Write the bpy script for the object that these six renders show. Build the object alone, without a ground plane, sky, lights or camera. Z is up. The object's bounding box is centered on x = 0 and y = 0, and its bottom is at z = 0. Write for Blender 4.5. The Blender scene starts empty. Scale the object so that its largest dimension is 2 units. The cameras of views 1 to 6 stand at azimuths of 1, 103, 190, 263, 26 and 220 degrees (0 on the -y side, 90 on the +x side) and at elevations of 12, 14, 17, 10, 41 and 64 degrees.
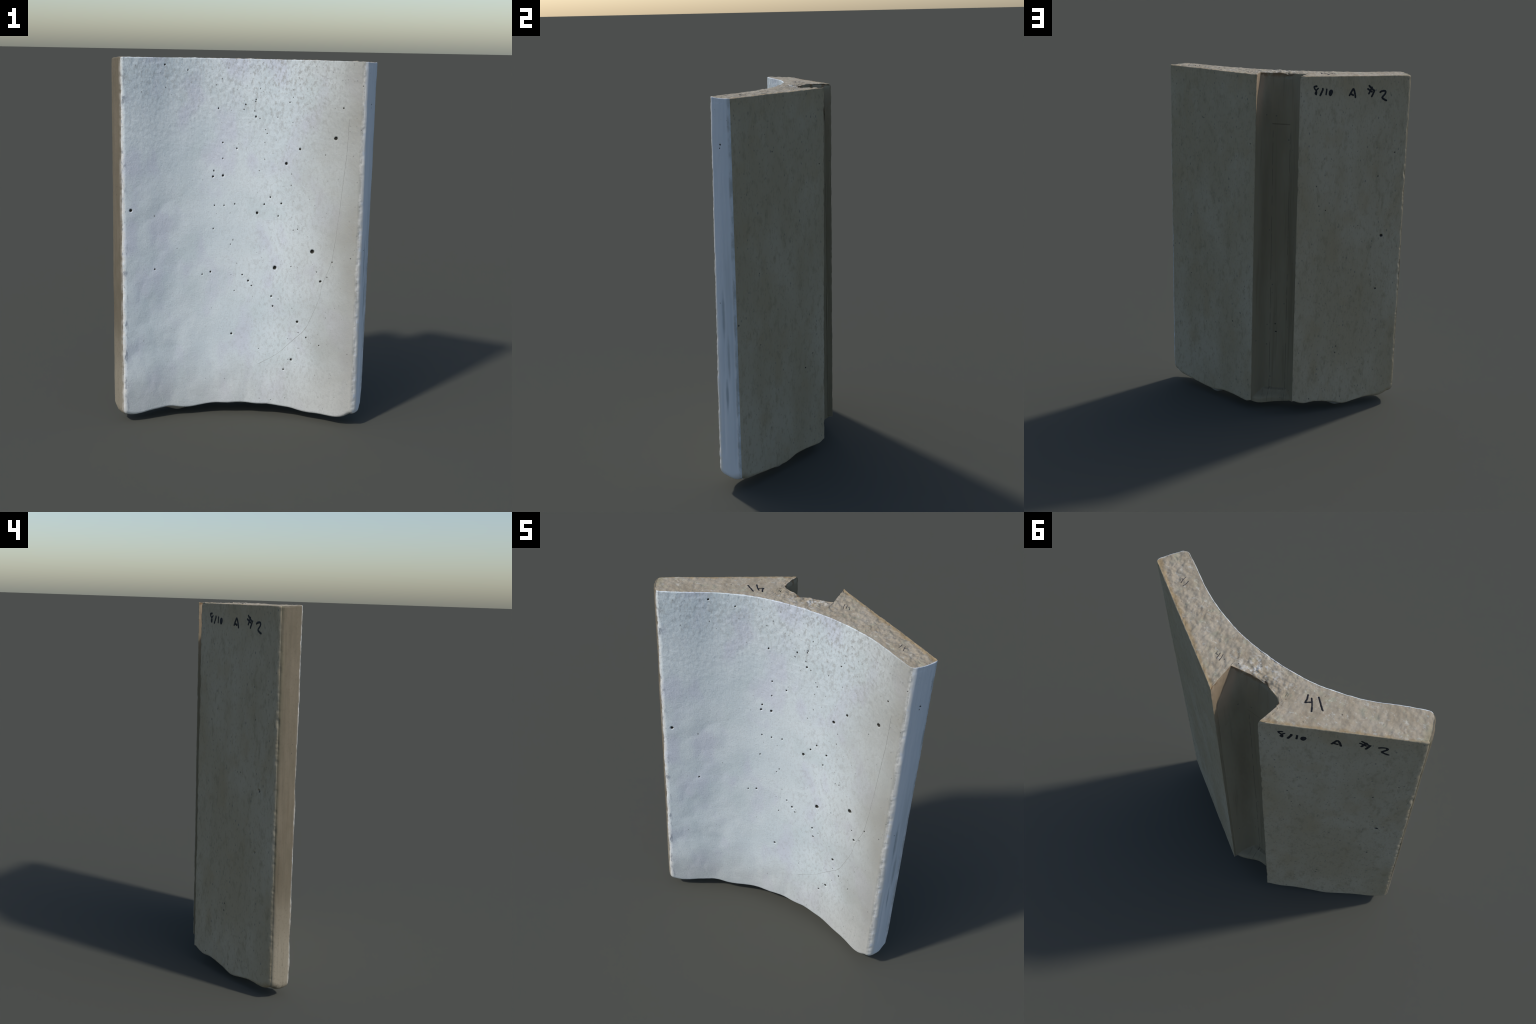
"""Cast-concrete facing block standing on end: a concave front, two flat back facets that meet at a
60-degree-sector ridge cut by a dovetail channel, rough cut top, lumpy underside, marker-pen notes."""
import bpy, math
import numpy as np
from mathutils import Vector
from mathutils.bvhtree import BVHTree

# ----------------------------------------------------------------- noise helpers
_perm = np.random.RandomState(7).permutation(1024)
_grad = np.random.RandomState(8).normal(size=(1024, 3))
_grad /= np.linalg.norm(_grad, axis=1, keepdims=True)


def perlin(p):
    p = np.asarray(p, float)
    i0 = np.floor(p).astype(np.int64)
    f = p - i0
    u = f * f * f * (f * (f * 6 - 15) + 10)
    out = 0.0
    for dx in (0, 1):
        hx = _perm[(i0[:, 0] + dx) & 1023]
        wx = u[:, 0] if dx else 1 - u[:, 0]
        for dy in (0, 1):
            hy = _perm[(hx + i0[:, 1] + dy) & 1023]
            wy = u[:, 1] if dy else 1 - u[:, 1]
            for dz in (0, 1):
                g = _grad[_perm[(hy + i0[:, 2] + dz) & 1023]]
                wz = u[:, 2] if dz else 1 - u[:, 2]
                d = g[:, 0] * (f[:, 0] - dx) + g[:, 1] * (f[:, 1] - dy) + g[:, 2] * (f[:, 2] - dz)
                out = out + d * wx * wy * wz
    return out * 1.6


def fbm(p, octaves=3, gain=0.5):
    a, s, amp = 0.0, 1.0, 1.0
    for o in range(octaves):
        a = a + amp * perlin(p * s + 17.3 * o)
        s, amp = s * 2.03, amp * gain
    return a


def smooth(a, b, x):
    t = np.clip((x - a) / (b - a), 0, 1)
    return t * t * (3 - 2 * t)


# ----------------------------------------------------------------- plan outline (metres, seen from above)
def spline(points, n):
    """Catmull-Rom through the control points, resampled to n points at even length."""
    p = np.array(points, float)
    p = np.vstack([2 * p[0] - p[1], p, 2 * p[-1] - p[-2]])
    out = []
    for k in range(1, len(p) - 2):
        t = np.linspace(0, 1, 40, endpoint=False)[:, None]
        a, b, c, d = p[k - 1], p[k], p[k + 1], p[k + 2]
        out.append(0.5 * (2 * b + (c - a) * t + (2 * a - 5 * b + 4 * c - d) * t ** 2 + (3 * b - a - 3 * c + d) * t ** 3))
    out.append(p[-2][None])
    return along(np.vstack(out), np.linspace(0, 1, n))


def along(path, frac):
    d = np.r_[0, np.cumsum(np.linalg.norm(np.diff(path, axis=0), axis=1))]
    return np.stack([np.interp(frac * d[-1], d, path[:, k]) for k in range(path.shape[1])], 1)


def fillet(prev, corner, nxt, r, n=14):
    """Round arc between two straight runs; returns its two halves (they share the middle point)."""
    c, a, b = (np.array(v, float) for v in (corner, prev, nxt))
    ua, ub = (a - c) / np.linalg.norm(a - c), (b - c) / np.linalg.norm(b - c)
    half = math.acos(np.clip(ua @ ub, -1, 1)) / 2
    t = r / math.tan(half)
    mid = (ua + ub) / np.linalg.norm(ua + ub)
    o = c + mid * r / math.sin(half)
    va, vb = (c + ua * t - o) / r, (c + ub * t - o) / r
    w = math.acos(np.clip(va @ vb, -1, 1))
    s = np.linspace(0, 1, 2 * n + 1)[:, None]
    arc = o + r * (np.sin((1 - s) * w) * va + np.sin(s * w) * vb) / math.sin(w)
    return arc[: n + 1], arc[n:]


FRONT_LEFT, FRONT_RIGHT = (-0.637, -0.238), (0.632, -0.222)
BACK_RIGHT, BACK_LEFT = (0.704, -0.098), (-0.697, -0.112)
LIP_RIGHT, LIP_LEFT = (0.112, 0.2345), (-0.124, 0.2315)
front_spline = spline([FRONT_LEFT, (-0.562, -0.198), (-0.435, -0.127), (-0.378, -0.099), (-0.279, -0.063), (-0.19, -0.038), (-0.06, -0.024),
                    (0.0, -0.022), (0.09, -0.026), (0.19, -0.036), (0.347, -0.077), (0.46, -0.126), (0.555, -0.180), FRONT_RIGHT], 400)
_w = np.hanning(63)
_w /= _w.sum()
front_run = front_spline.copy()                                     # iron out the kinks between the control points
for k in range(2):
    ext = np.r_[2 * front_spline[0, k] - front_spline[31:0:-1, k], front_spline[:, k], 2 * front_spline[-1, k] - front_spline[-2:-33:-1, k]]
    front_run[:, k] = np.convolve(ext, _w, "valid")
channel = [LIP_LEFT, (-0.1255, 0.19), (-0.137, 0.115), (-0.118, 0.1), (-0.04, 0.0815), (0.03, 0.086), (0.118, 0.103), (0.119, 0.15), LIP_RIGHT]

fl_a, fl_b = fillet(front_run[20], FRONT_LEFT, BACK_LEFT, 0.031)
fr_a, fr_b = fillet(front_run[-20], FRONT_RIGHT, BACK_RIGHT, 0.027)
bl_a, bl_b = fillet(FRONT_LEFT, BACK_LEFT, LIP_LEFT, 0.024)
br_a, br_b = fillet(FRONT_RIGHT, BACK_RIGHT, LIP_RIGHT, 0.015)
keep = [q for q in front_run if np.linalg.norm(q - np.array(FRONT_LEFT)) > 0.045 and np.linalg.norm(q - np.array(FRONT_RIGHT)) > 0.045]
front_path = np.vstack([fl_a[::-1], keep, fr_a])
right_end_path = np.vstack([fr_b, br_a])
left_end_path = np.vstack([fl_b, bl_a])

K = 46                                   # points across the thickness
nL, nC, nR = 235, [14, 26, 12, 28, 24, 32, 14, 26], 235
back = [along(np.vstack([bl_b, [LIP_LEFT]]), np.linspace(0, 1, nL))]
for k, n in enumerate(nC):
    back.append(along(np.array(channel[k:k + 2]), np.linspace(0, 1, n + 1)[1:]))
back.append(along(np.vstack([[LIP_RIGHT], br_b[::-1]]), np.linspace(0, 1, nR)[1:]))
back = np.vstack(back)
M = len(back)
i_lipL, i_lipR = nL - 1, nL - 1 + sum(nC)
step = np.abs(np.diff(back[:, 0])) + 0.12 * np.abs(np.diff(back[:, 1]))
front = along(front_path, np.r_[0, np.cumsum(step)] / step.sum())
front[0], front[-1] = fl_b[0], fr_b[0]
endR = along(right_end_path, np.linspace(0, 1, K))
endL = along(left_end_path, np.linspace(0, 1, K))
back[0], back[-1] = endL[-1], endR[-1]

# closed loop, counter-clockwise from above: front (left to right), right end, back (right to left), left end
loop = np.vstack([front, endR[1:-1], back[::-1], endL[1:-1][::-1]])
N = len(loop)
seg = np.empty(N, int)                   # 0 front, 1 right end, 2 right facet, 3 channel, 4 left facet, 5 left end
seg[:M] = 0
seg[M:M + K - 2] = 1
b0 = M + K - 2
for j in range(M):
    i = M - 1 - j
    seg[b0 + j] = 4 if i < i_lipL else 3 if i < i_lipR else 2
seg[b0 + M:] = 5

tan = np.roll(loop, -1, 0) - np.roll(loop, 1, 0)
tan /= np.linalg.norm(tan, axis=1, keepdims=True)
outward = np.stack([tan[:, 1], -tan[:, 0]], 1)
# the rims are drawn in along softened directions, so that sharp corners do not fold over
_k = np.hanning(23)
_k /= _k.sum()
inset = np.stack([np.convolve(np.r_[c[-11:], c, c[:11]], _k, "valid") for c in outward.T], 1)

# ----------------------------------------------------------------- heights of the cut top and of the lumpy underside
UNDER = np.array([(-0.62, -0.23, .050), (-0.5, -0.175, .055), (-0.377, -0.125, .070), (-0.165, -0.065, .064), (0.0, -0.052, .072), (0.165, -0.065, .066),
                  (0.3, -0.093, .058), (0.439, -0.145, .048), (0.572, -0.21, .058), (0.62, -0.22, .086), (-0.14, 0.222, .078), (-0.2, 0.178, .066),
                  (-0.26, 0.147, .07), (-0.37, 0.085, .052), (-0.46, 0.03, .037), (-0.58, -0.03, .056), (-0.65, -0.074, .056), (-0.69, -0.11, .095),
                  (0.114, 0.225, .055), (0.17, 0.196, .055), (0.22, 0.165, .060), (0.32, 0.112, .064), (0.41, 0.062, .056), (0.5, 0.011, .055),
                  (0.58, -0.034, .062), (0.66, -0.08, .085), (0.69, -0.1, .11), (-0.363, 0.005, .0), (0.373, 0.012, .006), (0.62, -0.13, .05),
                  (-0.63, -0.15, .035), (0.0, 0.03, .04), (0.0, 0.13, .036), (0.09, 0.16, .036), (-0.11, 0.14, .055)])
_d = np.linalg.norm(UNDER[:, None, :2] - UNDER[None, :, :2], axis=2)
_rbf = np.linalg.solve(np.sqrt(_d ** 2 + 0.02 ** 2) , UNDER[:, 2] - UNDER[:, 2].mean())


def under_z(xy):
    d = np.linalg.norm(xy[:, None, :] - UNDER[None, :, :2], axis=2)
    return np.maximum(np.sqrt(d ** 2 + 0.02 ** 2) @ _rbf + UNDER[:, 2].mean(), 0.0)


def top_z(xy):
    arc = -1.062 + np.sqrt(np.maximum(1.04 ** 2 - xy[:, 0] ** 2, 0.1))      # the front curve
    near_front = 1 - smooth(0.0, 0.14, xy[:, 1] - arc)
    return 1.9905 + 0.005 * near_front - 0.002 * smooth(0.0, 0.6, xy[:, 0])


# how strongly the rims are rounded, along the loop
ends = smooth(0.52, 0.69, np.abs(loop[:, 0]))
r_top = 0.004 + 0.024 * np.exp(-((loop[:, 0] + 0.118) / 0.022) ** 2) * (loop[:, 1] > 0.13) + 0.006 * smooth(-0.63, -0.69, loop[:, 0])
r_bot = 0.012 + 0.030 * ends
lip_out = np.where(np.abs(loop[:, 0]) < 0.145, 1, 0) * (loop[:, 1] > 0.09)
lip_d = np.minimum(np.linalg.norm(loop - np.array(LIP_LEFT), axis=1), np.linalg.norm(loop - np.array(LIP_RIGHT), axis=1))
lip_near = np.exp(-(lip_d / 0.028) ** 2)
r_bot = r_bot * (1 - 0.72 * lip_near)

RB, RT, RW = 8, 6, 500
rows_xy, rows_z = [], []
base_b = loop - inset * r_bot[:, None]
base_t = loop - inset * r_top[:, None]
zb, zt = under_z(base_b) + 0.016 * lip_near, top_z(base_t)
for k in range(RB):
    a = k / RB * math.pi / 2
    rows_xy.append(loop - inset * (r_bot * (1 - math.sin(a)))[:, None])
    rows_z.append(zb + r_bot * (1 - math.cos(a)))
for k in range(RW + 1):
    t = k / RW
    rows_xy.append(loop)
    rows_z.append((zb + r_bot) * (1 - t) + (zt - r_top) * t)
for k in range(1, RT + 1):
    a = k / RT * math.pi / 2
    rows_xy.append(loop - inset * (r_top * (1 - math.cos(a)))[:, None])
    rows_z.append(zt - r_top + r_top * math.sin(a))
R = len(rows_z)
wall = np.dstack([np.array(rows_xy), np.array(rows_z)[:, :, None]]).reshape(-1, 3)


def cap(rim):
    """Coons patch across the slab between the four rim runs."""
    f, b = rim[:M], rim[b0:b0 + M][::-1]
    er = np.vstack([f[-1:], rim[M:M + K - 2], b[-1:]])
    el = np.vstack([f[:1], rim[b0 + M:][::-1], b[:1]])
    u = (np.r_[0, np.cumsum(step)] / step.sum())[:, None, None]
    v = np.linspace(0, 1, K)[None, :, None]
    g = (1 - v) * f[:, None] + v * b[:, None] + (1 - u) * el[None] + u * er[None]
    g -= (1 - u) * (1 - v) * f[0] + u * (1 - v) * f[-1] + (1 - u) * v * b[0] + u * v * b[-1]
    return g


def cap_indices(row, first_new):
    idx = np.full((M, K), -1, int)
    o = row * N
    idx[:, 0] = o + np.arange(M)
    idx[-1, 1:-1] = o + M + np.arange(K - 2)
    idx[:, -1] = o + b0 + np.arange(M)[::-1]
    idx[0, 1:-1] = o + b0 + M + np.arange(K - 2)[::-1]
    inner = idx < 0
    idx[inner] = first_new + np.arange(inner.sum())
    return idx, inner


i_bot, inner = cap_indices(0, len(wall))
i_top, _ = cap_indices(R - 1, len(wall) + inner.sum())

# the casting is not a straight prism: going down the sides drift towards -x, the front swells forward,
# the end faces swell into a bullnose and the inner corners of the channel fill in
V = wall.copy()
nV = len(V)
down = 1 - V[:, 2] / 2
loop_x, loop_y = V[:, 0].copy(), V[:, 1].copy()
front_y = -1.062 + np.sqrt(np.maximum(1.04 ** 2 - loop_x ** 2, 0.1))
to_front = 1 - smooth(0.0, 0.16, loop_y - front_y)                  # 1 at the concave front, 0 at mid thickness
mid_span = smooth(-0.62, -0.30, loop_x) * (1 - smooth(0.52, 0.66, loop_x))
V[:, 1] -= to_front * (0.004 + 0.0247 * (0.6 * smooth(0, 1, down) + 0.4 * down) * (0.55 + 0.45 * smooth(-0.45, 0.0, loop_x))) * mid_span
V[:, 1] -= to_front * (1 - mid_span) * down * np.where(loop_x > 0, 0.011, 0.004)
V[:, 1] -= to_front * 0.006 * np.exp(-((loop_x + 0.52) / 0.11) ** 2) * smooth(1.0, 1.7, V[:, 2])
V[:, 1] += to_front * (0.004 * np.exp(-((loop_x - 0.50) / 0.06) ** 2) - 0.004 * smooth(0.59, 0.63, loop_x)) * down
V[:, 0] -= down * (0.020 * smooth(0.3, 0.69, loop_x) * smooth(-0.21, -0.11, loop_y) + 0.013 * smooth(-0.02, -0.12, loop_x) * smooth(-0.7, -0.2, loop_x) * smooth(0.0, 0.1, loop_y)
                   + 0.004 * smooth(-0.3, -0.69, loop_x))
V[:, 1] -= down * np.where(loop_x > 0, 0.010 * (1 - smooth(0.4, 0.7, loop_x)), 0.010 * smooth(-0.35, -0.69, loop_x) + 0.004 * smooth(-0.1, -0.25, loop_x)) * (1 - smooth(0.0, 0.10, (0.295 - 0.575 * np.abs(loop_x)) - loop_y))
e_frac = np.clip((loop_y + 0.215) / 0.115, 0, 1)                      # across the end faces, front to back
belly = np.sin(math.pi * e_frac) * smooth(0.56, 0.66, np.abs(loop_x))
V[:, 0] += np.sign(loop_x) * belly * np.where(loop_x > 0, 0.006 + 0.004 * down, 0.008 + 0.004 * down)
# channel: rounded inner corners and a shallower floor once clear of the broken top
k_ch = seg[np.arange(nV) % N] == 3
deep = k_ch * smooth(1.99, 1.76, V[:, 2])
half = (loop_x + 0.009) / 0.128
floor_y = 0.099 + 0.006 * down
r_in = np.where(loop_x > 0, 0.074, 0.088)
edge_d = np.clip(0.128 - np.abs(loop_x + 0.009), 0, r_in)
lift = 0.125 * (1 - edge_d / r_in) ** 1.7
target_y = np.maximum(loop_y, floor_y + lift)
foot = smooth(0.105, 0.06, V[:, 2])
target_y = np.maximum(target_y, np.where(foot > 0, 0.12 + (0.034 + 0.05 * smooth(-0.1, 1.0, half)) * foot, 0))
V[:, 1] += deep * np.where(loop_y < 0.215, np.minimum(target_y, 0.215) - loop_y, 0)


# the lower rim follows the underside from where the shaped walls now stand
rim = V[:N].copy()
rim_lip = np.minimum(np.linalg.norm(rim[:, :2] - np.array([-0.137, 0.2215]), axis=1), np.linalg.norm(rim[:, :2] - np.array([0.110, 0.2245]), axis=1))
dz = under_z(rim[:, :2]) + 0.014 * np.exp(-(rim_lip / 0.03) ** 2) - rim[:, 2]
at = np.arange(nV) % N
V[:, 2] += dz[at] * np.clip(1 - (V[:, 2] - rim[at, 2]) / 0.3, 0, 1)

# close the two ends over the shaped rims; the surfaces follow the height rules and meet the rims exactly


def close(rim, height):
    g = cap(rim[:, :2])[inner]
    miss = cap((rim[:, 2] - height(rim[:, :2]))[:, None])[inner]
    return np.c_[g, height(g) + miss[:, 0]]


wall = V
V = np.vstack([wall, close(wall[:N], under_z), close(wall[-N:], top_z)])
nV = len(V)

# faces by region
q = np.arange(N)
qn = (q + 1) % N
lower = (np.arange(R - 1) * N)[:, None]
wall_faces = np.stack([lower + q, lower + qn, lower + N + qn, lower + N + q], 2)
REGION = {}
for name, s in (("front_face", 0), ("right_end", 1), ("right_facet", 2), ("channel", 3), ("left_facet", 4), ("left_end", 5)):
    cols = np.where(seg == s)[0]
    if s == 0:
        cols = cols[:-1]
    if s == 1:
        cols = np.r_[M - 1, cols]
    REGION[name] = wall_faces[:, cols].reshape(-1, 4)
REGION["top_face"] = np.stack([i_top[:-1, :-1], i_top[1:, :-1], i_top[1:, 1:], i_top[:-1, 1:]], 2).reshape(-1, 4)
REGION["underside"] = np.stack([i_bot[:-1, :-1], i_bot[:-1, 1:], i_bot[1:, 1:], i_bot[1:, :-1]], 2).reshape(-1, 4)
ALL = np.vstack(list(REGION.values()))


def normals(v):
    a, b, c, d = (v[ALL[:, k]] for k in range(4))
    fn = np.cross(c - a, d - b)
    n = np.stack([np.bincount(ALL.ravel(), np.repeat(fn[:, k], 4), minlength=len(v)) for k in range(3)], 1)
    return n / np.maximum(np.linalg.norm(n, axis=1, keepdims=True), 1e-12)


# ----------------------------------------------------------------- surface relief
n0 = normals(V)
x, y, z = V.T
down = 1 - z / 2
is_wall = np.arange(nV) < len(wall)
col = np.where(is_wall, np.arange(nV) % N, 0)
sv = np.where(is_wall, seg[col], -1)
w_top = smooth(1.93, 1.985, z) * np.where(is_wall, 0.35, 1.0) * (n0[:, 2] > -0.5)
w_top = np.where(is_wall & (z < 1.965), 0, w_top)
w_front = (sv == 0) * smooth(2.0, 1.97, z)
w_facet = ((sv == 2) | (sv == 4) | (sv == 3)) * 1.0
w_end = ((sv == 1) | (sv == 5)) * 1.0
col_s = np.r_[0, np.cumsum(np.linalg.norm(np.diff(loop, axis=0), axis=1))]


def edge_near(index, width):
    """1 on a vertical edge of the slab, fading out over the width along the outline."""
    d = np.abs(col_s[col] - col_s[index])
    d = np.minimum(d, col_s[-1] - d)
    return np.where(is_wall, np.exp(-(d / width) ** 2), 0.0)


disp = 0.0014 * fbm(V * 3.1, 2) + 0.0004 * fbm(V * 14, 2)
# scooped, trowelled hollows on the left and lower part of the front
lean = np.c_[x * 5.5 + z * 2.0, y * 4, z * 3.6 - x * 3.0]
hollow = np.sqrt(perlin(lean) ** 2 + 0.015) + 0.22 * np.sqrt(perlin(lean * 2.1 + 5) ** 2 + 0.015)
w_scoop = np.clip(smooth(-0.05, -0.55, x) * smooth(1.75, 1.1, z) + smooth(0.4, 0.12, z) * smooth(0.6, 0.1, x), 0, 1)
disp += w_front * (0.0085 * w_scoop + 0.0008) * (hollow - 0.32)
disp += w_front * (0.0003 + 0.0006 * smooth(1.2, 1.8, z)) * fbm(np.c_[x * 60 + z * 25, y * 30, z * 45], 3)
# grainy back facets, smoother ends with vertical drag marks
disp += w_facet * 0.0006 * fbm(np.c_[x * 70, y * 70, z * 32], 2)
disp += w_end * np.where(x > 0, 0.0009, 0.0014) * fbm(np.c_[x * 45, y * 45, z * 3.5], 2)
# rough cut top
rough = fbm(np.c_[x * 36, y * 36, z * 10], 4, 0.5)
ridge = (1 - np.abs(fbm(np.c_[x * 80, y * 80, z * 10 + 3], 2)) * 2) * smooth(-0.2, 0.5, perlin(np.c_[x * 9, y * 9, z + 40]))
calm = 0.5 + 0.3 * np.exp(-((x + 0.01) / 0.2) ** 2) + 0.35 * smooth(-0.3, 0.25, x) * smooth(0.01, 0.07, y - (-1.062 + np.sqrt(np.maximum(1.04 ** 2 - x ** 2, 0.1))))
disp += w_top * calm * (0.0050 * rough + 0.0022 * ridge) - 0.001 * w_top
# broken, spalled patch on the top beside the channel
spall = np.exp(-((x + 0.01) / 0.11) ** 2 - ((y - 0.06) / 0.03) ** 2)
disp += w_top * spall * (0.009 * fbm(np.c_[x * 26, y * 30, z], 3) - 0.003)
notch = np.exp(-((x + 0.033) / 0.022) ** 2 - ((y - 0.085) / 0.016) ** 2) * smooth(1.955, 1.98, z)
disp -= 0.012 * notch
disp += np.where(n0[:, 2] < -0.4, 0.0015 * np.abs(perlin(V * 11)), 0.0) * (z > 0.015)
# chipped vertical edges
c_fl, c_fr = 0, M - 1
c_br, c_bl = b0, b0 + M - 1
c_lr, c_ll = b0 + (M - 1 - i_lipR), b0 + (M - 1 - i_lipL)
for ci, wdt, amp, freq, s in ((c_fl, .010, .0035, 24, 1), (c_fr, .010, .0035, 20, 2), (c_br, .006, .003, 30, 3), (c_bl, .010, .004, 22, 4), (c_lr, .006, .004, 20, 5), (c_ll, .006, .004, 20, 6)):
    chips = np.clip(fbm(np.c_[z * freq, np.full(nV, 3.7 * s), x * 6], 3) + 0.12, 0, 1)
    waver = 0.25 * fbm(np.c_[z * 9, np.full(nV, 9.1 * s), z * 0], 2)
    disp -= edge_near(ci, wdt) * amp * (chips + waver) * smooth(0.07, 0.13, z)
# a cast bead that runs along the lower half of the right end, next to the back corner
e_d = np.abs(col_s[col] - col_s[c_br])
bead_on = smooth(1.25, 0.75, z) * smooth(0.10, 0.22, z) * np.where(is_wall & (sv == 1), 1, 0)
disp += bead_on * (0.004 * np.exp(-((e_d - 0.010) / 0.006) ** 2) - 0.004 * np.exp(-((e_d - 0.026) / 0.008) ** 2))
# long shallow runs on the right end
for yy, z0, z1, a in ((-0.175, 0.55, 1.1, .003), (-0.16, 0.4, 0.85, .003), (-0.19, 0.15, 0.6, .003)):
    disp -= np.where(sv == 1, a * np.exp(-((y - yy - 0.01 * (z - z0)) / 0.008) ** 2) * smooth(z0, z0 + 0.1, z) * smooth(z1, z1 - 0.1, z), 0)
# shallow moulded panel in the channel floor
cf = np.where(is_wall & (sv == 3) & (y < 0.11), 1.0, 0.0)
panel = cf * smooth(-0.056, -0.052, x + 0.01 * down) * smooth(0.047, 0.043, x + 0.01 * down) * smooth(1.713, 1.707, z) * smooth(0.09, 0.1, z)
disp -= 0.0015 * panel

# air holes: (x, z, radius in mm) on the front
PITS = [(-0.162, 1.364, 5.8), (-0.108, 1.37, 6.3), (-0.157, 1.396, 4.7), (-0.034, 1.518, 4.7), (-0.11, 1.549, 4.2), (-0.109, 1.463, 3.7), (0.011, 1.755, 4.2),
        (-0.135, 1.733, 4.2), (-0.297, 1.932, 3.7), (-0.414, 1.959, 4.7), (0.493, 1.592, 9.4), (0.236, 1.443, 8.4), (0.308, 1.525, 5.8), (0.527, 1.753, 4.2),
        (0.067, 1.691, 5.2), (0.067, 1.781, 4.2), (0.064, 1.771, 3.7), (0.09, 1.841, 3.1), (0.249, 1.772, 3.7), (0.129, 1.602, 3.1), (0.295, 1.901, 2.6),
        (0.266, 1.8, 2.6), (0.185, 1.691, 2.6), (-0.589, 1.196, 8.4), (-0.172, 0.833, 5.2), (-0.217, 0.82, 3.7), (-0.052, 0.476, 6.3), (0.038, 0.783, 5.8),
        (0.005, 0.817, 4.2), (-0.042, 1.214, 4.2), (-0.1, 1.206, 3.7), (-0.153, 1.206, 3.7), (-0.158, 1.076, 4.2), (-0.469, 0.864, 4.2), (-0.062, 0.989, 3.1),
        (-0.049, 1.014, 3.1), (-0.038, 0.726, 3.1), (0.185, 0.863, 11.0), (0.387, 0.97, 11.5), (0.494, 0.926, 4.2), (0.435, 0.809, 6.8), (0.414, 0.86, 3.1),
        (0.214, 1.225, 5.2), (0.082, 1.167, 7.3), (0.12, 1.216, 4.7), (0.153, 1.257, 4.7), (0.198, 1.155, 4.2), (0.169, 0.7, 5.8), (0.178, 0.644, 5.2),
        (0.316, 0.565, 7.3), (0.057, 0.757, 3.7), (0.208, 0.686, 3.1), (0.274, 0.875, 3.1), (0.367, 0.481, 4.2), (0.282, 1.081, 3.1), (0.305, 1.087, 3.1),
        (0.287, 0.342, 6.9), (0.245, 0.28, 5.4), (0.438, 0.446, 3.5), (0.104, 0.393, 2.7), (0.267, 0.463, 2.6)]
FACET_PITS = [(-0.584, 1.071, 9.0), (-0.567, 0.748, 5.4), (-0.547, 1.425, 3.6), (-0.276, 1.244, 3.6), (-0.242, 1.271, 3.2), (-0.631, 1.557, 3.6),
              (0.249, 0.533, 3.6), (0.196, 0.598, 3.2), (0.147, 1.609, 3.2), (0.002, 0.518, 4.5), (-0.004, 0.47, 5.0)]
END_PITS = [(-0.160, 1.775, 4.2), (-0.163, 1.758, 3.2), (-0.19, 1.0, 2.6)]


def sink(mask, ax, pits):
    global disp
    idx = np.where(mask)[0]
    for u, w, r in pits:
        d2 = (ax[idx] - u) ** 2 + (z[idx] - w) ** 2
        near = d2 < (2.5e-3 * r) ** 2
        d = np.sqrt(d2[near]) / (r * 1e-3)
        disp[idx[near]] -= 1.0e-3 * r * smooth(1.15, 0.45, d)


sink(sv == 0, x, PITS)
sink((sv == 2) | (sv == 3) | (sv == 4), x, FACET_PITS)
sink(sv == 1, y, END_PITS)

V = V + n0 * disp[:, None]
V[:, 2] -= V[:, 2].min()
V[:, 2] *= 2.0 / V[:, 2].max()
V[:, 0] -= (V[:, 0].max() + V[:, 0].min()) / 2
NRM = normals(V)


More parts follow.
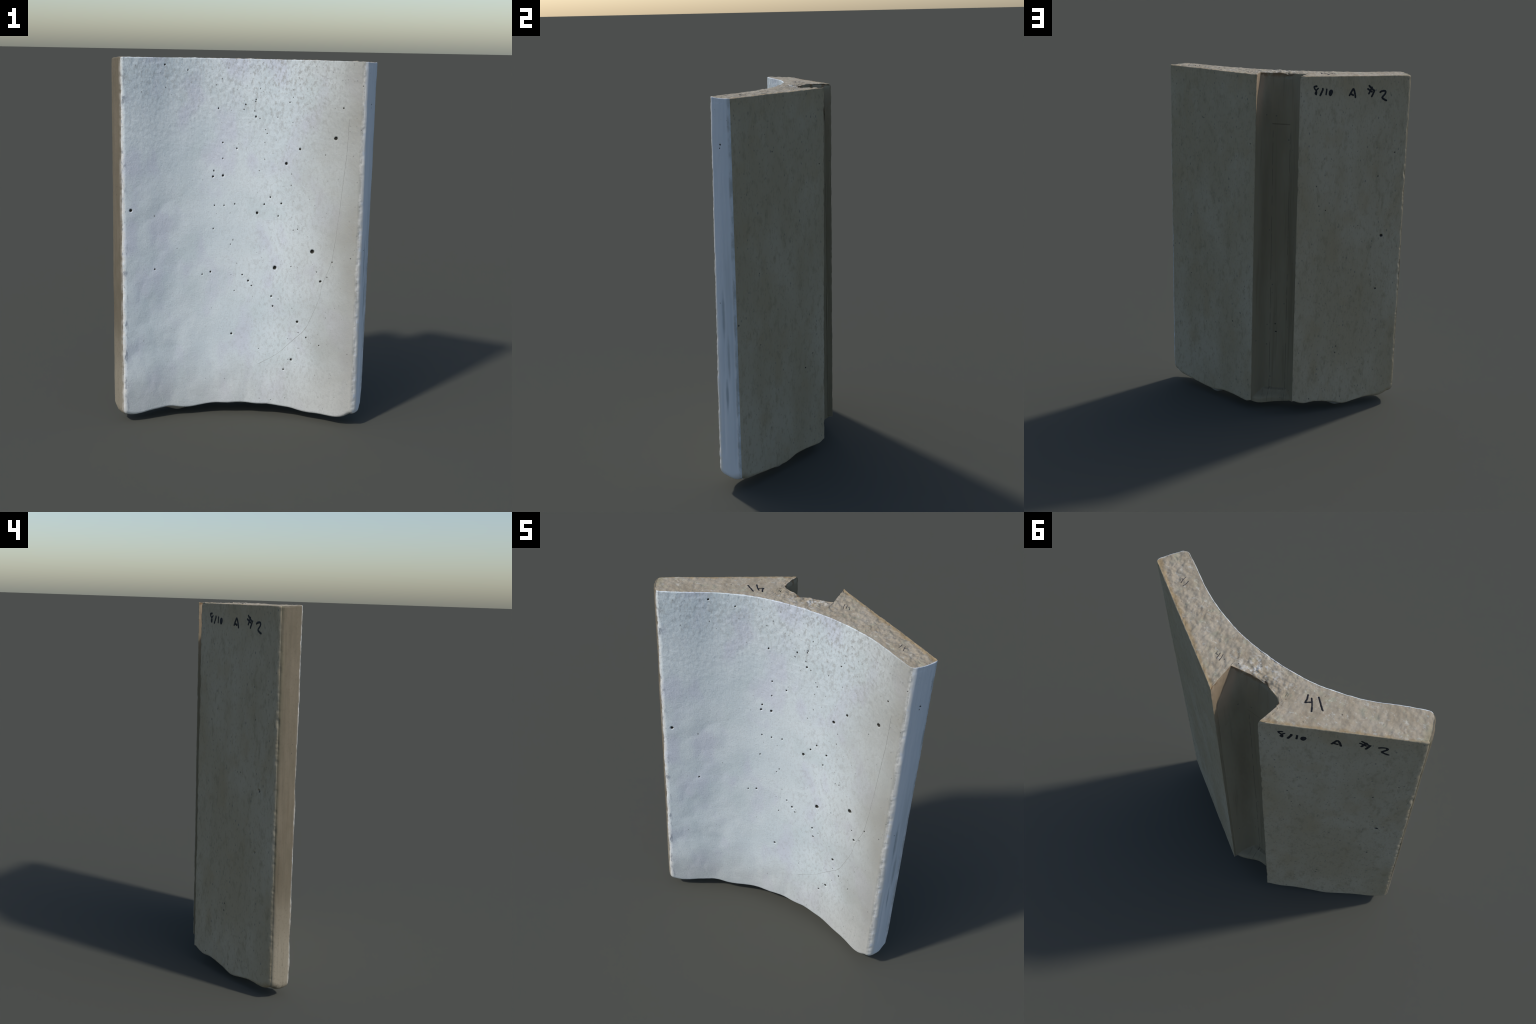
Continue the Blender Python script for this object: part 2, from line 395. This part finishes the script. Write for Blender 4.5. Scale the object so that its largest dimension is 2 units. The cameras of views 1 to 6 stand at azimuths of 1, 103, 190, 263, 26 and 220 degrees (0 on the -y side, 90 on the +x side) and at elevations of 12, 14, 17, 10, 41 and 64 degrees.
# ----------------------------------------------------------------- material nodes
class Nodes:
    def __init__(self, name):
        self.mat = bpy.data.materials.new(name)
        self.mat.use_nodes = True
        self.t = self.mat.node_tree
        self.bsdf = self.t.nodes["Principled BSDF"]
        self.co = self.t.nodes.new("ShaderNodeTexCoord").outputs["Object"]

    def new(self, kind, **props):
        n = self.t.nodes.new("ShaderNode" + kind)
        for k, v in props.items():
            setattr(n, k, v)
        return n

    def link(self, a, b):
        if isinstance(a, (int, float)):
            b.default_value = a
        elif isinstance(a, tuple):
            b.default_value = a if len(a) == len(b.default_value) else (*a, 1)
        else:
            self.t.links.new(a, b)

    def math(self, op, a, b=0.0, c=0.0, clamp=False):
        n = self.new("Math", operation=op, use_clamp=clamp)
        for v, s in zip((a, b, c), n.inputs):
            self.link(v, s)
        return n.outputs[0]

    def vec(self, op, a, b=(0, 0, 0), out=0):
        n = self.new("VectorMath", operation=op)
        self.link(a, n.inputs[0])
        self.link(b, n.inputs[1])
        return n.outputs["Value" if out else "Vector"]

    def mapped(self, scale, loc=(0, 0, 0), rot=(0, 0, 0)):
        n = self.new("Mapping")
        self.link(self.co, n.inputs["Vector"])
        n.inputs["Scale"].default_value = scale
        n.inputs["Location"].default_value = loc
        n.inputs["Rotation"].default_value = rot
        return n.outputs[0]

    def noise(self, scale, detail=3.0, rough=0.5, vector=None, distortion=0.0):
        n = self.new("TexNoise")
        self.link(vector or self.co, n.inputs["Vector"])
        n.inputs["Scale"].default_value = scale
        n.inputs["Detail"].default_value = detail
        n.inputs["Roughness"].default_value = rough
        n.inputs["Distortion"].default_value = distortion
        return n.outputs["Fac"]

    def ramp(self, v, a, b, lo=0.0, hi=1.0):
        n = self.new("MapRange", interpolation_type="SMOOTHSTEP")
        self.link(v, n.inputs[0])
        for k, val in zip((1, 2, 3, 4), (a, b, lo, hi)):
            n.inputs[k].default_value = val
        return n.outputs[0]

    def mix(self, fac, a, b, mode="MIX"):
        n = self.new("Mix", data_type="RGBA", blend_type=mode)
        self.link(fac, n.inputs[0])
        self.link(a, n.inputs[6])
        self.link(b, n.inputs[7])
        return n.outputs[2]

    def axis(self):
        n = self.new("SeparateXYZ")
        self.link(self.co, n.inputs[0])
        return n.outputs

    def specks(self, scale, radius, share, vector=None):
        """Scattered small dots: voronoi cells, of which only a share carry a dot."""
        n = self.new("TexVoronoi")
        self.link(vector or self.co, n.inputs["Vector"])
        n.inputs["Scale"].default_value = scale
        pick = self.new("SeparateColor")
        self.link(n.outputs["Color"], pick.inputs[0])
        size = self.math("MULTIPLY", pick.outputs[1], radius)
        dot = self.ramp(self.math("SUBTRACT", n.outputs["Distance"], size), 0.0, radius * 0.35, 1.0, 0.0)
        if isinstance(share, (int, float)):
            chosen = self.math("LESS_THAN", pick.outputs[0], share)
        else:
            chosen = self.math("LESS_THAN", pick.outputs[0], share)
        return self.math("MULTIPLY", dot, chosen)

    def holes(self, pits, across):
        """Mask of the listed air holes; across = 'X' or 'Y' is the horizontal axis they are given on."""
        wob = self.vec("SCALE", self.vec("SUBTRACT", self.noise_color(90), (0.5, 0.5, 0.5)))
        wob.node.inputs["Scale"].default_value = 0.006
        p = self.vec("ADD", self.co, wob)
        flat = self.vec("MULTIPLY", p, (1, 0, 1) if across == "X" else (0, 1, 1))
        total = None
        for u, w, r in pits:
            c = (u, 0, w) if across == "X" else (0, u, w)
            d = self.vec("DISTANCE", flat, c, out=1)
            m = self.math("MULTIPLY", d, 1000.0 / r)
            total = m if total is None else self.math("MINIMUM", total, m)
        return self.ramp(total, 0.75, 1.1, 1.0, 0.0)

    def noise_color(self, scale):
        n = self.new("TexNoise")
        self.link(self.co, n.inputs["Vector"])
        n.inputs["Scale"].default_value = scale
        n.inputs["Detail"].default_value = 1.0
        return n.outputs["Color"]

    def finish(self, color, height=None, strength=0.3, dist=0.004, rough=0.85):
        self.link(color, self.bsdf.inputs["Base Color"])
        self.bsdf.inputs["Roughness"].default_value = rough
        self.bsdf.inputs["Specular IOR Level"].default_value = 0.25
        if height is not None:
            b = self.new("Bump")
            b.inputs["Strength"].default_value = strength
            b.inputs["Distance"].default_value = dist
            self.link(height, b.inputs["Height"])
            self.link(b.outputs[0], self.bsdf.inputs["Normal"])
        return self.mat


HOLE = (0.035, 0.033, 0.027)  # near-black paint for the shadow inside the sunk holes


def front_material():
    m = Nodes("smooth_cast_face")
    ax = m.axis()
    c = m.mix(m.ramp(m.noise(2.6, 3), 0.35, 0.65), (0.635, 0.705, 0.73), (0.69, 0.75, 0.765))
    c = m.mix(m.ramp(m.noise(5.5, 2, vector=m.mapped((1.3, 1, 0.7), (3, 1, 2))), 0.5, 0.68, 0, 0.5), c, (0.60, 0.61, 0.71))      # lavender clouds
    c = m.mix(m.ramp(m.noise(5.0, 2, vector=m.mapped((1, 1, 1), (9, 4, 7))), 0.52, 0.7, 0, 0.5), c, (0.58, 0.66, 0.67))         # greenish clouds
    # the scan's baked shade on the right side, painted as a beige gradient
    side = m.math("ADD", ax[0], m.math("MULTIPLY", m.math("SUBTRACT", m.noise(4, 3), 0.5), 0.3))
    painted_shade = m.ramp(side, 0.12, 0.74)
    c = m.mix(painted_shade, c, (0.335, 0.325, 0.285))
    low = m.ramp(m.math("ADD", ax[2], m.math("MULTIPLY", m.math("SUBTRACT", m.noise(5, 2), 0.5), 0.25)), 0.42, 0.1, 0, 0.55)
    c = m.mix(low, c, (0.545, 0.55, 0.525))
    # worn pale arris on both sides and along the top
    wx = m.math("ADD", ax[0], m.math("MULTIPLY", m.math("SUBTRACT", m.noise(17, 4, 0.65), 0.5), 0.03))
    worn = m.math("ADD", m.ramp(wx, 0.615, 0.63), m.ramp(wx, -0.614, -0.63))
    c = m.mix(m.math("MULTIPLY", worn, m.ramp(m.noise(38, 4, 0.6), 0.3, 0.55, 0.2, 0.9), clamp=True), c, (0.66, 0.655, 0.62))
    # dark bruises in the left arris
    bruise = m.math("MULTIPLY", m.ramp(ax[0], -0.60, -0.618), m.ramp(m.noise(16, 5, 0.65, vector=m.mapped((3, 3, 0.9), (1, 2, 5))), 0.52, 0.66))
    c = m.mix(m.math("MULTIPLY", bruise, 0.75), c, (0.16, 0.19, 0.24))
    top_band = m.math("ADD", m.ramp(ax[2], 1.55, 1.95, 0.0, 0.6), m.ramp(ax[0], -0.3, 0.3, 0.0, 0.5), clamp=True)
    mott = m.ramp(m.noise(55, 5, 0.7, m.mapped((1.2, 1, 0.7), rot=(0, 0.6, 0))), 0.46, 0.66)
    c = m.mix(m.math("MULTIPLY", mott, m.math("MULTIPLY", top_band, 0.75)), c, (0.36, 0.365, 0.35))
    c = m.mix(m.ramp(m.noise(150, 3, 0.6), 0.52, 0.72, 0, 0.28), c, (0.36, 0.36, 0.35))
    dens = m.math("MULTIPLY", top_band, 0.24)
    c = m.mix(m.math("MULTIPLY", m.specks(75, 0.22, dens, m.mapped((1, 1, 0.75), rot=(0, 0.5, 0))), 0.55), c, (0.2, 0.2, 0.19))
    c = m.mix(m.math("MULTIPLY", m.specks(34, 0.13, m.math("ADD", m.math("MULTIPLY", dens, 0.5), 0.03)), 0.8), c, (0.1, 0.1, 0.095))
    c = m.mix(m.holes(PITS, "X"), c, HOLE)
    return m.finish(c, m.noise(130, 4, 0.6), 0.35, 0.003)


def facet_material():
    m = Nodes("shade_tinted_back_face")
    ax = m.axis()
    v = m.mapped((1, 1, 0.45))
    c = m.mix(m.ramp(m.noise(2.4, 4, 0.6, v), 0.35, 0.65), (0.335, 0.284, 0.192), (0.392, 0.345, 0.256))  # base darkened and warmed towards the shade baked on the back
    c = m.mix(m.ramp(m.noise(7, 3, 0.6, m.mapped((1, 1, 0.5), (4, 4, 1))), 0.5, 0.7, 0, 0.5), c, (0.32, 0.255, 0.155))
    c = m.mix(m.ramp(ax[2], 1.85, 1.99, 0, 0.3), c, (0.33, 0.25, 0.145))
    c = m.mix(m.ramp(m.noise(34, 5, 0.65, v), 0.5, 0.7, 0, 0.5), c, (0.22, 0.19, 0.12))
    c = m.mix(m.ramp(m.noise(110, 3, 0.6, v), 0.54, 0.72, 0, 0.5), c, (0.19, 0.17, 0.115))
    c = m.mix(m.math("MULTIPLY", m.specks(60, 0.2, 0.30, m.mapped((1, 1, 0.55))), 0.65), c, (0.13, 0.13, 0.115))
    c = m.mix(m.math("MULTIPLY", m.specks(22, 0.1, 0.10), 0.85), c, (0.07, 0.07, 0.06))
    c = m.mix(m.holes(FACET_PITS, "X"), c, (0.03, 0.03, 0.03))
    return m.finish(c, m.noise(120, 4, 0.65, v), 0.4, 0.003, 0.9)


def channel_material():
    m = Nodes("channel_cast_face")
    ax = m.axis()
    c = m.mix(m.ramp(m.noise(6, 4, 0.6, m.mapped((1, 1, 0.2))), 0.35, 0.65), (0.245, 0.205, 0.135), (0.29, 0.25, 0.17))  # darker than the facets: occlusion of the recess tinted into the colour
    tan = m.math("MULTIPLY", m.ramp(m.math("ADD", ax[2], m.math("MULTIPLY", m.math("SUBTRACT", m.noise(9, 3), 0.5), 0.2)), 1.62, 1.9), m.ramp(ax[0], 0.085, 0.105))
    c = m.mix(tan, c, (0.33, 0.25, 0.165))
    streak = m.ramp(m.noise(26, 4, 0.6, m.mapped((1.4, 0.4, 0.04))), 0.52, 0.68, 0, 0.5)
    c = m.mix(streak, c, (0.17, 0.145, 0.095))
    # dark seam lines left by the mould panel, and the line across its head
    sx = m.math("ADD", ax[0], m.math("MULTIPLY", m.math("SUBTRACT", 2.0, ax[2]), 0.008))
    seam = None
    for at in (-0.0535, 0.045):
        d = m.math("ABSOLUTE", m.math("SUBTRACT", sx, at))
        s = m.ramp(d, 0.001, 0.0028, 1, 0)
        seam = s if seam is None else m.math("MAXIMUM", seam, s)
    seam = m.math("MULTIPLY", seam, m.math("MULTIPLY", m.ramp(ax[2], 1.71, 1.705), m.ramp(m.noise(14, 4), 0.42, 0.52)))
    head = m.math("MULTIPLY", m.ramp(m.math("ABSOLUTE", m.math("SUBTRACT", ax[2], 1.71)), 0.0015, 0.004, 1, 0), m.math("MULTIPLY", m.ramp(ax[0], -0.058, -0.05), m.ramp(ax[0], 0.05, 0.045)))
    c = m.mix(m.math("MULTIPLY", m.math("MAXIMUM", seam, head), 0.45), c, (0.07, 0.065, 0.055))
    rust = m.math("MULTIPLY", m.ramp(ax[2], 1.955, 1.985), m.ramp(m.noise(30, 3), 0.5, 0.62))
    c = m.mix(m.math("MULTIPLY", rust, 0.8), c, (0.17, 0.10, 0.05))
    c = m.mix(m.math("MULTIPLY", m.specks(40, 0.16, 0.12), 0.7), c, (0.1, 0.1, 0.09))
    c = m.mix(m.holes(FACET_PITS[-2:], "X"), c, (0.03, 0.03, 0.03))
    return m.finish(c, m.noise(110, 4, 0.6), 0.3, 0.002, 0.9)


def left_end_material():
    m = Nodes("tan_cast_end")
    ax = m.axis()
    c = m.mix(m.ramp(m.noise(5, 4, 0.6, m.mapped((1, 1, 0.35))), 0.35, 0.65), (0.128, 0.110, 0.077), (0.172, 0.146, 0.106))  # brown base lowered partway to the dark lighting captured on this end
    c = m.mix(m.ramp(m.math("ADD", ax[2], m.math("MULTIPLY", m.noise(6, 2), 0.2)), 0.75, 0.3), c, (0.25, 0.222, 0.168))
    drag = m.math("MULTIPLY", m.ramp(m.noise(30, 5, 0.65, m.mapped((1, 1, 0.09))), 0.52, 0.7, 0, 0.45), m.ramp(ax[2], 1.3, 0.95))
    c = m.mix(drag, c, (0.12, 0.095, 0.065))
    olive = m.math("MULTIPLY", m.ramp(ax[1], -0.15, -0.115), m.ramp(m.noise(12, 4, 0.6, m.mapped((1, 1, 0.4))), 0.4, 0.6, 0.2, 0.8))
    c = m.mix(olive, c, (0.15, 0.138, 0.09))
    c = m.mix(m.ramp(m.noise(90, 3, 0.6), 0.52, 0.72, 0, 0.35), c, (0.11, 0.092, 0.065))
    c = m.mix(m.math("MULTIPLY", m.specks(36, 0.14, 0.10), 0.7), c, (0.08, 0.075, 0.06))
    worn = m.math("MULTIPLY", m.ramp(ax[1], -0.218, -0.228), m.ramp(m.noise(30, 4), 0.35, 0.65, 0.2, 0.8))
    c = m.mix(worn, c, (0.42, 0.40, 0.36))
    return m.finish(c, m.noise(90, 4, 0.6, m.mapped((1, 1, 0.3))), 0.3, 0.003)


def right_end_material():
    m = Nodes("pale_cast_end")
    ax = m.axis()
    c = m.mix(m.ramp(m.noise(4, 3, 0.5, m.mapped((1, 1, 0.3))), 0.35, 0.65), (0.60, 0.64, 0.68), (0.67, 0.70, 0.73))
    c = m.mix(m.ramp(m.noise(9, 3, 0.6, m.mapped((1, 1, 0.12))), 0.52, 0.7, 0, 0.5), c, (0.48, 0.51, 0.52))
    worn = m.math("MULTIPLY", m.ramp(ax[1], -0.2, -0.215), m.ramp(m.noise(30, 4), 0.3, 0.5))
    c = m.mix(worn, c, (0.66, 0.655, 0.62))
    for cy, cz, hy, hz in ((-0.172, 0.93, 0.012, 0.16), (-0.150, 0.72, 0.010, 0.15), (-0.165, 0.52, 0.010, 0.10)):
        d = m.vec("MULTIPLY", m.vec("SUBTRACT", m.co, (0, cy, cz)), (0, 1 / hy, 1 / hz))
        scuff = m.ramp(m.math("ADD", m.vec("LENGTH", d, out=1), m.math("MULTIPLY", m.noise(25, 3), 0.5)), 0.5, 1.3, 0.8, 0)
        c = m.mix(scuff, c, (0.36, 0.40, 0.42))
    pock = m.math("MULTIPLY", m.specks(55, 0.18, 0.25), m.ramp(m.math("ADD", m.math("MULTIPLY", ax[1], 3.0), ax[2]), 1.2, 1.75))
    c = m.mix(m.math("MULTIPLY", pock, 0.7), c, (0.15, 0.15, 0.15))
    arris = m.math("MULTIPLY", m.ramp(ax[1], -0.122, -0.112), m.ramp(m.noise(22, 5, 0.65, m.mapped((1, 1, 0.5))), 0.4, 0.64, 0.1, 0.6))
    c = m.mix(arris, c, (0.25, 0.26, 0.24))
    c = m.mix(m.holes(END_PITS, "Y"), c, HOLE)
    return m.finish(c, m.noise(90, 4, 0.6, m.mapped((1, 1, 0.4))), 0.25, 0.003)


def top_material():
    m = Nodes("rough_cut_face")
    c = m.mix(m.ramp(m.noise(9, 4, 0.6), 0.35, 0.65), (0.325, 0.275, 0.20), (0.395, 0.345, 0.268))
    c = m.mix(m.ramp(m.noise(22, 4, 0.6, m.mapped((1, 1, 1), (2, 7, 0))), 0.52, 0.7, 0, 0.7), c, (0.365, 0.35, 0.255))
    c = m.mix(m.ramp(m.noise(40, 5, 0.65), 0.52, 0.68, 0, 0.5), c, (0.30, 0.24, 0.17))
    pale = m.ramp(m.noise(48, 5, 0.7, m.mapped((1, 1.4, 1), (5, 1, 3))), 0.54, 0.68)
    c = m.mix(m.math("MULTIPLY", pale, 0.6), c, (0.53, 0.52, 0.46))
    ax = m.axis()
    rim = m.math("ADD", ax[1], m.math("MULTIPLY", m.math("ABSOLUTE", ax[0]), 0.575))
    rim = m.math("ADD", rim, m.math("MULTIPLY", m.math("SUBTRACT", m.noise(30, 4), 0.5), 0.05))
    c = m.mix(m.ramp(rim, 0.272, 0.296, 0, 0.65), c, (0.30, 0.205, 0.09))
    c = m.mix(m.ramp(ax[0], -0.64, -0.685, 0, 0.6), c, (0.27, 0.24, 0.14))
    patch = m.new("VectorMath", operation="DISTANCE")
    m.link(m.co, patch.inputs[0])
    patch.inputs[1].default_value = (0.01, 0.07, 1.98)
    near = m.ramp(patch.outputs["Value"], 0.03, 0.13, 1, 0)
    c = m.mix(m.math("MULTIPLY", near, m.ramp(m.noise(42, 4, 0.6), 0.52, 0.64)), c, (0.56, 0.55, 0.51))
    c = m.mix(m.math("MULTIPLY", m.specks(50, 0.14, 0.08), 0.85), c, (0.08, 0.06, 0.045))
    return m.finish(c, m.noise(90, 4, 0.6), 0.42, 0.004, 0.92)


def underside_material():
    m = Nodes("rough_underside")
    c = m.mix(m.ramp(m.noise(5, 4, 0.6), 0.35, 0.65), (0.42, 0.42, 0.39), (0.50, 0.50, 0.47))
    return m.finish(c, m.noise(60, 4, 0.6), 0.3, 0.004, 0.92)


def plain(name, color, rough):
    m = Nodes(name)
    c = m.mix(m.ramp(m.noise(120, 3), 0.4, 0.7, 0, 0.6), color, tuple(2.2 * k + 0.01 for k in color))
    return m.finish(c, rough=rough)


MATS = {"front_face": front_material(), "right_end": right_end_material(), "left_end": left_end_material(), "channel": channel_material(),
        "top_face": top_material(), "underside": underside_material()}
MATS["right_facet"] = MATS["left_facet"] = facet_material()
INK = plain("marker_ink", (0.006, 0.007, 0.010), 0.6)
PENCIL = plain("faded_ink", (0.05, 0.045, 0.045), 0.8)
CRACK = plain("crack_shadow", (0.20, 0.20, 0.19), 0.9)

# ----------------------------------------------------------------- objects
root = bpy.data.objects.new("concrete_block", None)
root["label"] = "curved pale concrete block with dovetail channel and marker notes"
root["category"] = "building block"
bpy.context.scene.collection.objects.link(root)


def link(name, mesh, mat, parent=root):
    ob = bpy.data.objects.new(name, mesh)
    mesh.materials.append(mat)
    ob.parent = parent
    bpy.context.scene.collection.objects.link(ob)
    return ob


def mesh_from(name, verts, quads, nrm=None):
    me = bpy.data.meshes.new(name)
    me.vertices.add(len(verts))
    me.vertices.foreach_set("co", np.ascontiguousarray(verts, np.float32).ravel())
    me.loops.add(quads.size)
    me.loops.foreach_set("vertex_index", np.ascontiguousarray(quads, np.int32).ravel())
    me.polygons.add(len(quads))
    me.polygons.foreach_set("loop_start", np.arange(0, quads.size, 4, dtype=np.int32))
    me.update(calc_edges=True)
    me.validate()
    me.shade_smooth()
    if nrm is not None:
        me.normals_split_custom_set_from_vertices(np.ascontiguousarray(nrm, np.float32))
    return me


KIND = {"front_face": "front_face", "right_end": "end_face", "left_end": "end_face", "right_facet": "back_face", "left_facet": "back_face",
        "channel": "channel", "top_face": "top_face", "underside": "underside"}
PART = {}
for name, faces in REGION.items():
    used, inv = np.unique(faces, return_inverse=True)
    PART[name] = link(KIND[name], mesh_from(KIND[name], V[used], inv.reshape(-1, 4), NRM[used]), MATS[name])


# ----------------------------------------------------------------- pen strokes and the hairline crack, laid on the surface
def surface(region):
    f = REGION[region]
    used, inv = np.unique(f, return_inverse=True)
    return BVHTree.FromPolygons([Vector(p) for p in V[used]], [tuple(r) for r in inv.reshape(-1, 4).tolist()])


TREE = {k: surface(k) for k in ("front_face", "left_facet", "top_face")}


def lay(name, region, points, ray, half_width, mat, parent, proud=0.0008, taper=0.25):
    """A flat rounded bead of ink along a polyline dropped on to the surface; points are 3D starts of the rays."""
    pts = along(np.array(points, float), np.linspace(0, 1, max(12, int(len(points) * 7))))
    for _ in range(3):
        pts[1:-1] = 0.25 * pts[:-2] + 0.5 * pts[1:-1] + 0.25 * pts[2:]
    hit = []
    for p in pts:
        co, n, _, _ = TREE[region].ray_cast(Vector(p), Vector(ray), 1.0)
        if co is not None:
            hit.append((np.array(co), np.array(n)))
    if len(hit) < 3:
        return None
    c = np.array([h[0] for h in hit])
    nn = np.array([-np.array(ray)] * len(c)) / np.linalg.norm(ray)
    t = np.gradient(c, axis=0)
    t /= np.linalg.norm(t, axis=1, keepdims=True)
    s = np.cross(t, nn)
    s /= np.linalg.norm(s, axis=1, keepdims=True)
    up = np.cross(s, t)
    L, S = len(c), 10
    f = np.linspace(0, 1, L)
    ln = np.linalg.norm(np.diff(c, axis=0), axis=1).sum()
    e = np.minimum(f, 1 - f) * ln / half_width
    w = half_width * np.sqrt(np.clip(1 - (1 - np.clip(e, 0.02, 1)) ** 2, 0, 1))
    wob = 1 + taper * 0.4 * perlin(np.c_[f * 7 + points[0][0] * 50, f * 0, f * 0 + points[0][2] * 31])
    ring = []
    for k in range(S):
        a = 2 * math.pi * k / S
        ring.append(c + s * (w * wob * math.cos(a))[:, None] + up * (proud * math.sin(a) * np.clip(e + 0.2, 0, 1))[:, None])
    v = np.stack(ring, 1).reshape(-1, 3)
    q = [(i * S + k, i * S + (k + 1) % S, (i + 1) * S + (k + 1) % S, (i + 1) * S + k) for i in range(L - 1) for k in range(S)]
    return link(name, mesh_from(name, v, np.array(q)), mat, parent)


FACET = PART["left_facet"]
_fn = (-math.sin(math.radians(30.8)), math.cos(math.radians(30.8)))
FACET_STROKES = {
    "digit_eight": [[(-0.209, 1.94), (-0.2, 1.939), (-0.192, 1.936), (-0.195, 1.926), (-0.203, 1.917), (-0.205, 1.906), (-0.205, 1.894), (-0.203, 1.89)],
                    [(-0.2, 1.936), (-0.193, 1.937), (-0.21, 1.938)], [(-0.203, 1.912), (-0.2, 1.902), (-0.202, 1.893)],
                    [(-0.216, 1.93), (-0.209, 1.922), (-0.203, 1.915), (-0.206, 1.908), (-0.206, 1.893)]],
    "slash": [[(-0.236, 1.93), (-0.237, 1.92), (-0.232, 1.906), (-0.227, 1.894), (-0.223, 1.885)]],
    "digit_one": [[(-0.257, 1.926), (-0.256, 1.912), (-0.255, 1.9), (-0.254, 1.889)]],
    "digit_zero": [[(-0.28, 1.919), (-0.273, 1.909), (-0.272, 1.895), (-0.276, 1.888), (-0.281, 1.895), (-0.285, 1.908), (-0.28, 1.919)], [(-0.28, 1.915), (-0.277, 1.894)]],
    "letter_a": [[(-0.372, 1.882), (-0.38, 1.898), (-0.387, 1.913), (-0.393, 1.925)], [(-0.392, 1.925), (-0.398, 1.912), (-0.403, 1.894), (-0.406, 1.879), (-0.406, 1.87)], [(-0.379, 1.895), (-0.389, 1.89), (-0.398, 1.885)]],
    "number_sign": [[(-0.472, 1.941), (-0.482, 1.929), (-0.493, 1.919), (-0.503, 1.907)], [(-0.465, 1.922), (-0.475, 1.915), (-0.486, 1.906), (-0.495, 1.902)],
                    [(-0.492, 1.932), (-0.485, 1.917), (-0.479, 1.901), (-0.473, 1.889)], [(-0.505, 1.916), (-0.5, 1.899), (-0.494, 1.885), (-0.489, 1.873)]],
    "digit_two": [[(-0.53, 1.898), (-0.54, 1.905), (-0.551, 1.908), (-0.559, 1.908), (-0.563, 1.901), (-0.561, 1.891), (-0.552, 1.88), (-0.545, 1.871), (-0.552, 1.864), (-0.562, 1.857), (-0.573, 1.853)]],
}
for name, strokes in FACET_STROKES.items():
    for st in strokes:
        pts = []
        for px, pz in st:
            py = 0.2275 + (px + 0.124) * 0.597
            pts.append((px + 0.05 * _fn[0], py + 0.05 * _fn[1], pz))
        lay(name, "left_facet", pts, (-_fn[0], -_fn[1], 0), 0.0046 if "eight" in name or name == "digit_one" else 0.0056, INK, FACET)

TOP = PART["top_face"]
TOP_STROKES = {
    "digit_four": [[(-0.2003, 0.0113), (-0.2064, 0.0218), (-0.2106, 0.0313), (-0.2132, 0.0472), (-0.2189, 0.0445), (-0.2264, 0.0372), (-0.2322, 0.0305)],
                   [(-0.2198, 0.0148), (-0.2323, 0.0278), (-0.2462, 0.0447), (-0.2538, 0.0551), (-0.2589, 0.065)]],
    "digit_one": [[(-0.2383, -0.0053), (-0.2522, 0.004), (-0.2704, 0.0187), (-0.2848, 0.03), (-0.2929, 0.0348)]],
}
FAINT_STROKES = {
    "tally_mark": [[(0.545, -0.1089), (0.5436, -0.0912), (0.541, -0.0724)], [(0.5531, -0.0919), (0.5426, -0.092)], [(0.5207, -0.1014), (0.5224, -0.0834), (0.5242, -0.0674)],
                   [(0.2068, 0.082), (0.2049, 0.096), (0.193, 0.0941)], [(0.1919, 0.0797), (0.1891, 0.0947), (0.1872, 0.1105)], [(0.1801, 0.0778), (0.1753, 0.0932), (0.1725, 0.1139)]],
}
for group, hw, mat in ((TOP_STROKES, 0.0038, INK), (FAINT_STROKES, 0.0018, PENCIL)):
    for name, strokes in group.items():
        for st in strokes:
            lay(name, "top_face", [(px, py, 2.1) for px, py in st], (0, 0, -1), hw, mat, TOP, proud=0.0009)

CRACK_LINE = [(0.558, 1.70), (0.556, 1.611), (0.551, 1.5), (0.542, 1.408), (0.532, 1.295), (0.528, 1.238), (0.519, 1.154), (0.511, 1.064), (0.5, 0.983), (0.494, 0.929),
              (0.476, 0.873), (0.452, 0.811), (0.441, 0.771), (0.437, 0.727), (0.418, 0.67), (0.394, 0.606), (0.369, 0.542), (0.349, 0.512), (0.292, 0.455), (0.222, 0.38),
              (0.171, 0.342), (0.135, 0.323), (0.1, 0.3)]
lay("hairline_crack", "front_face", [(px, -0.45, pz) for px, pz in CRACK_LINE], (0, 1, 0), 0.0008, CRACK, PART["front_face"], proud=0.0003, taper=1.5)
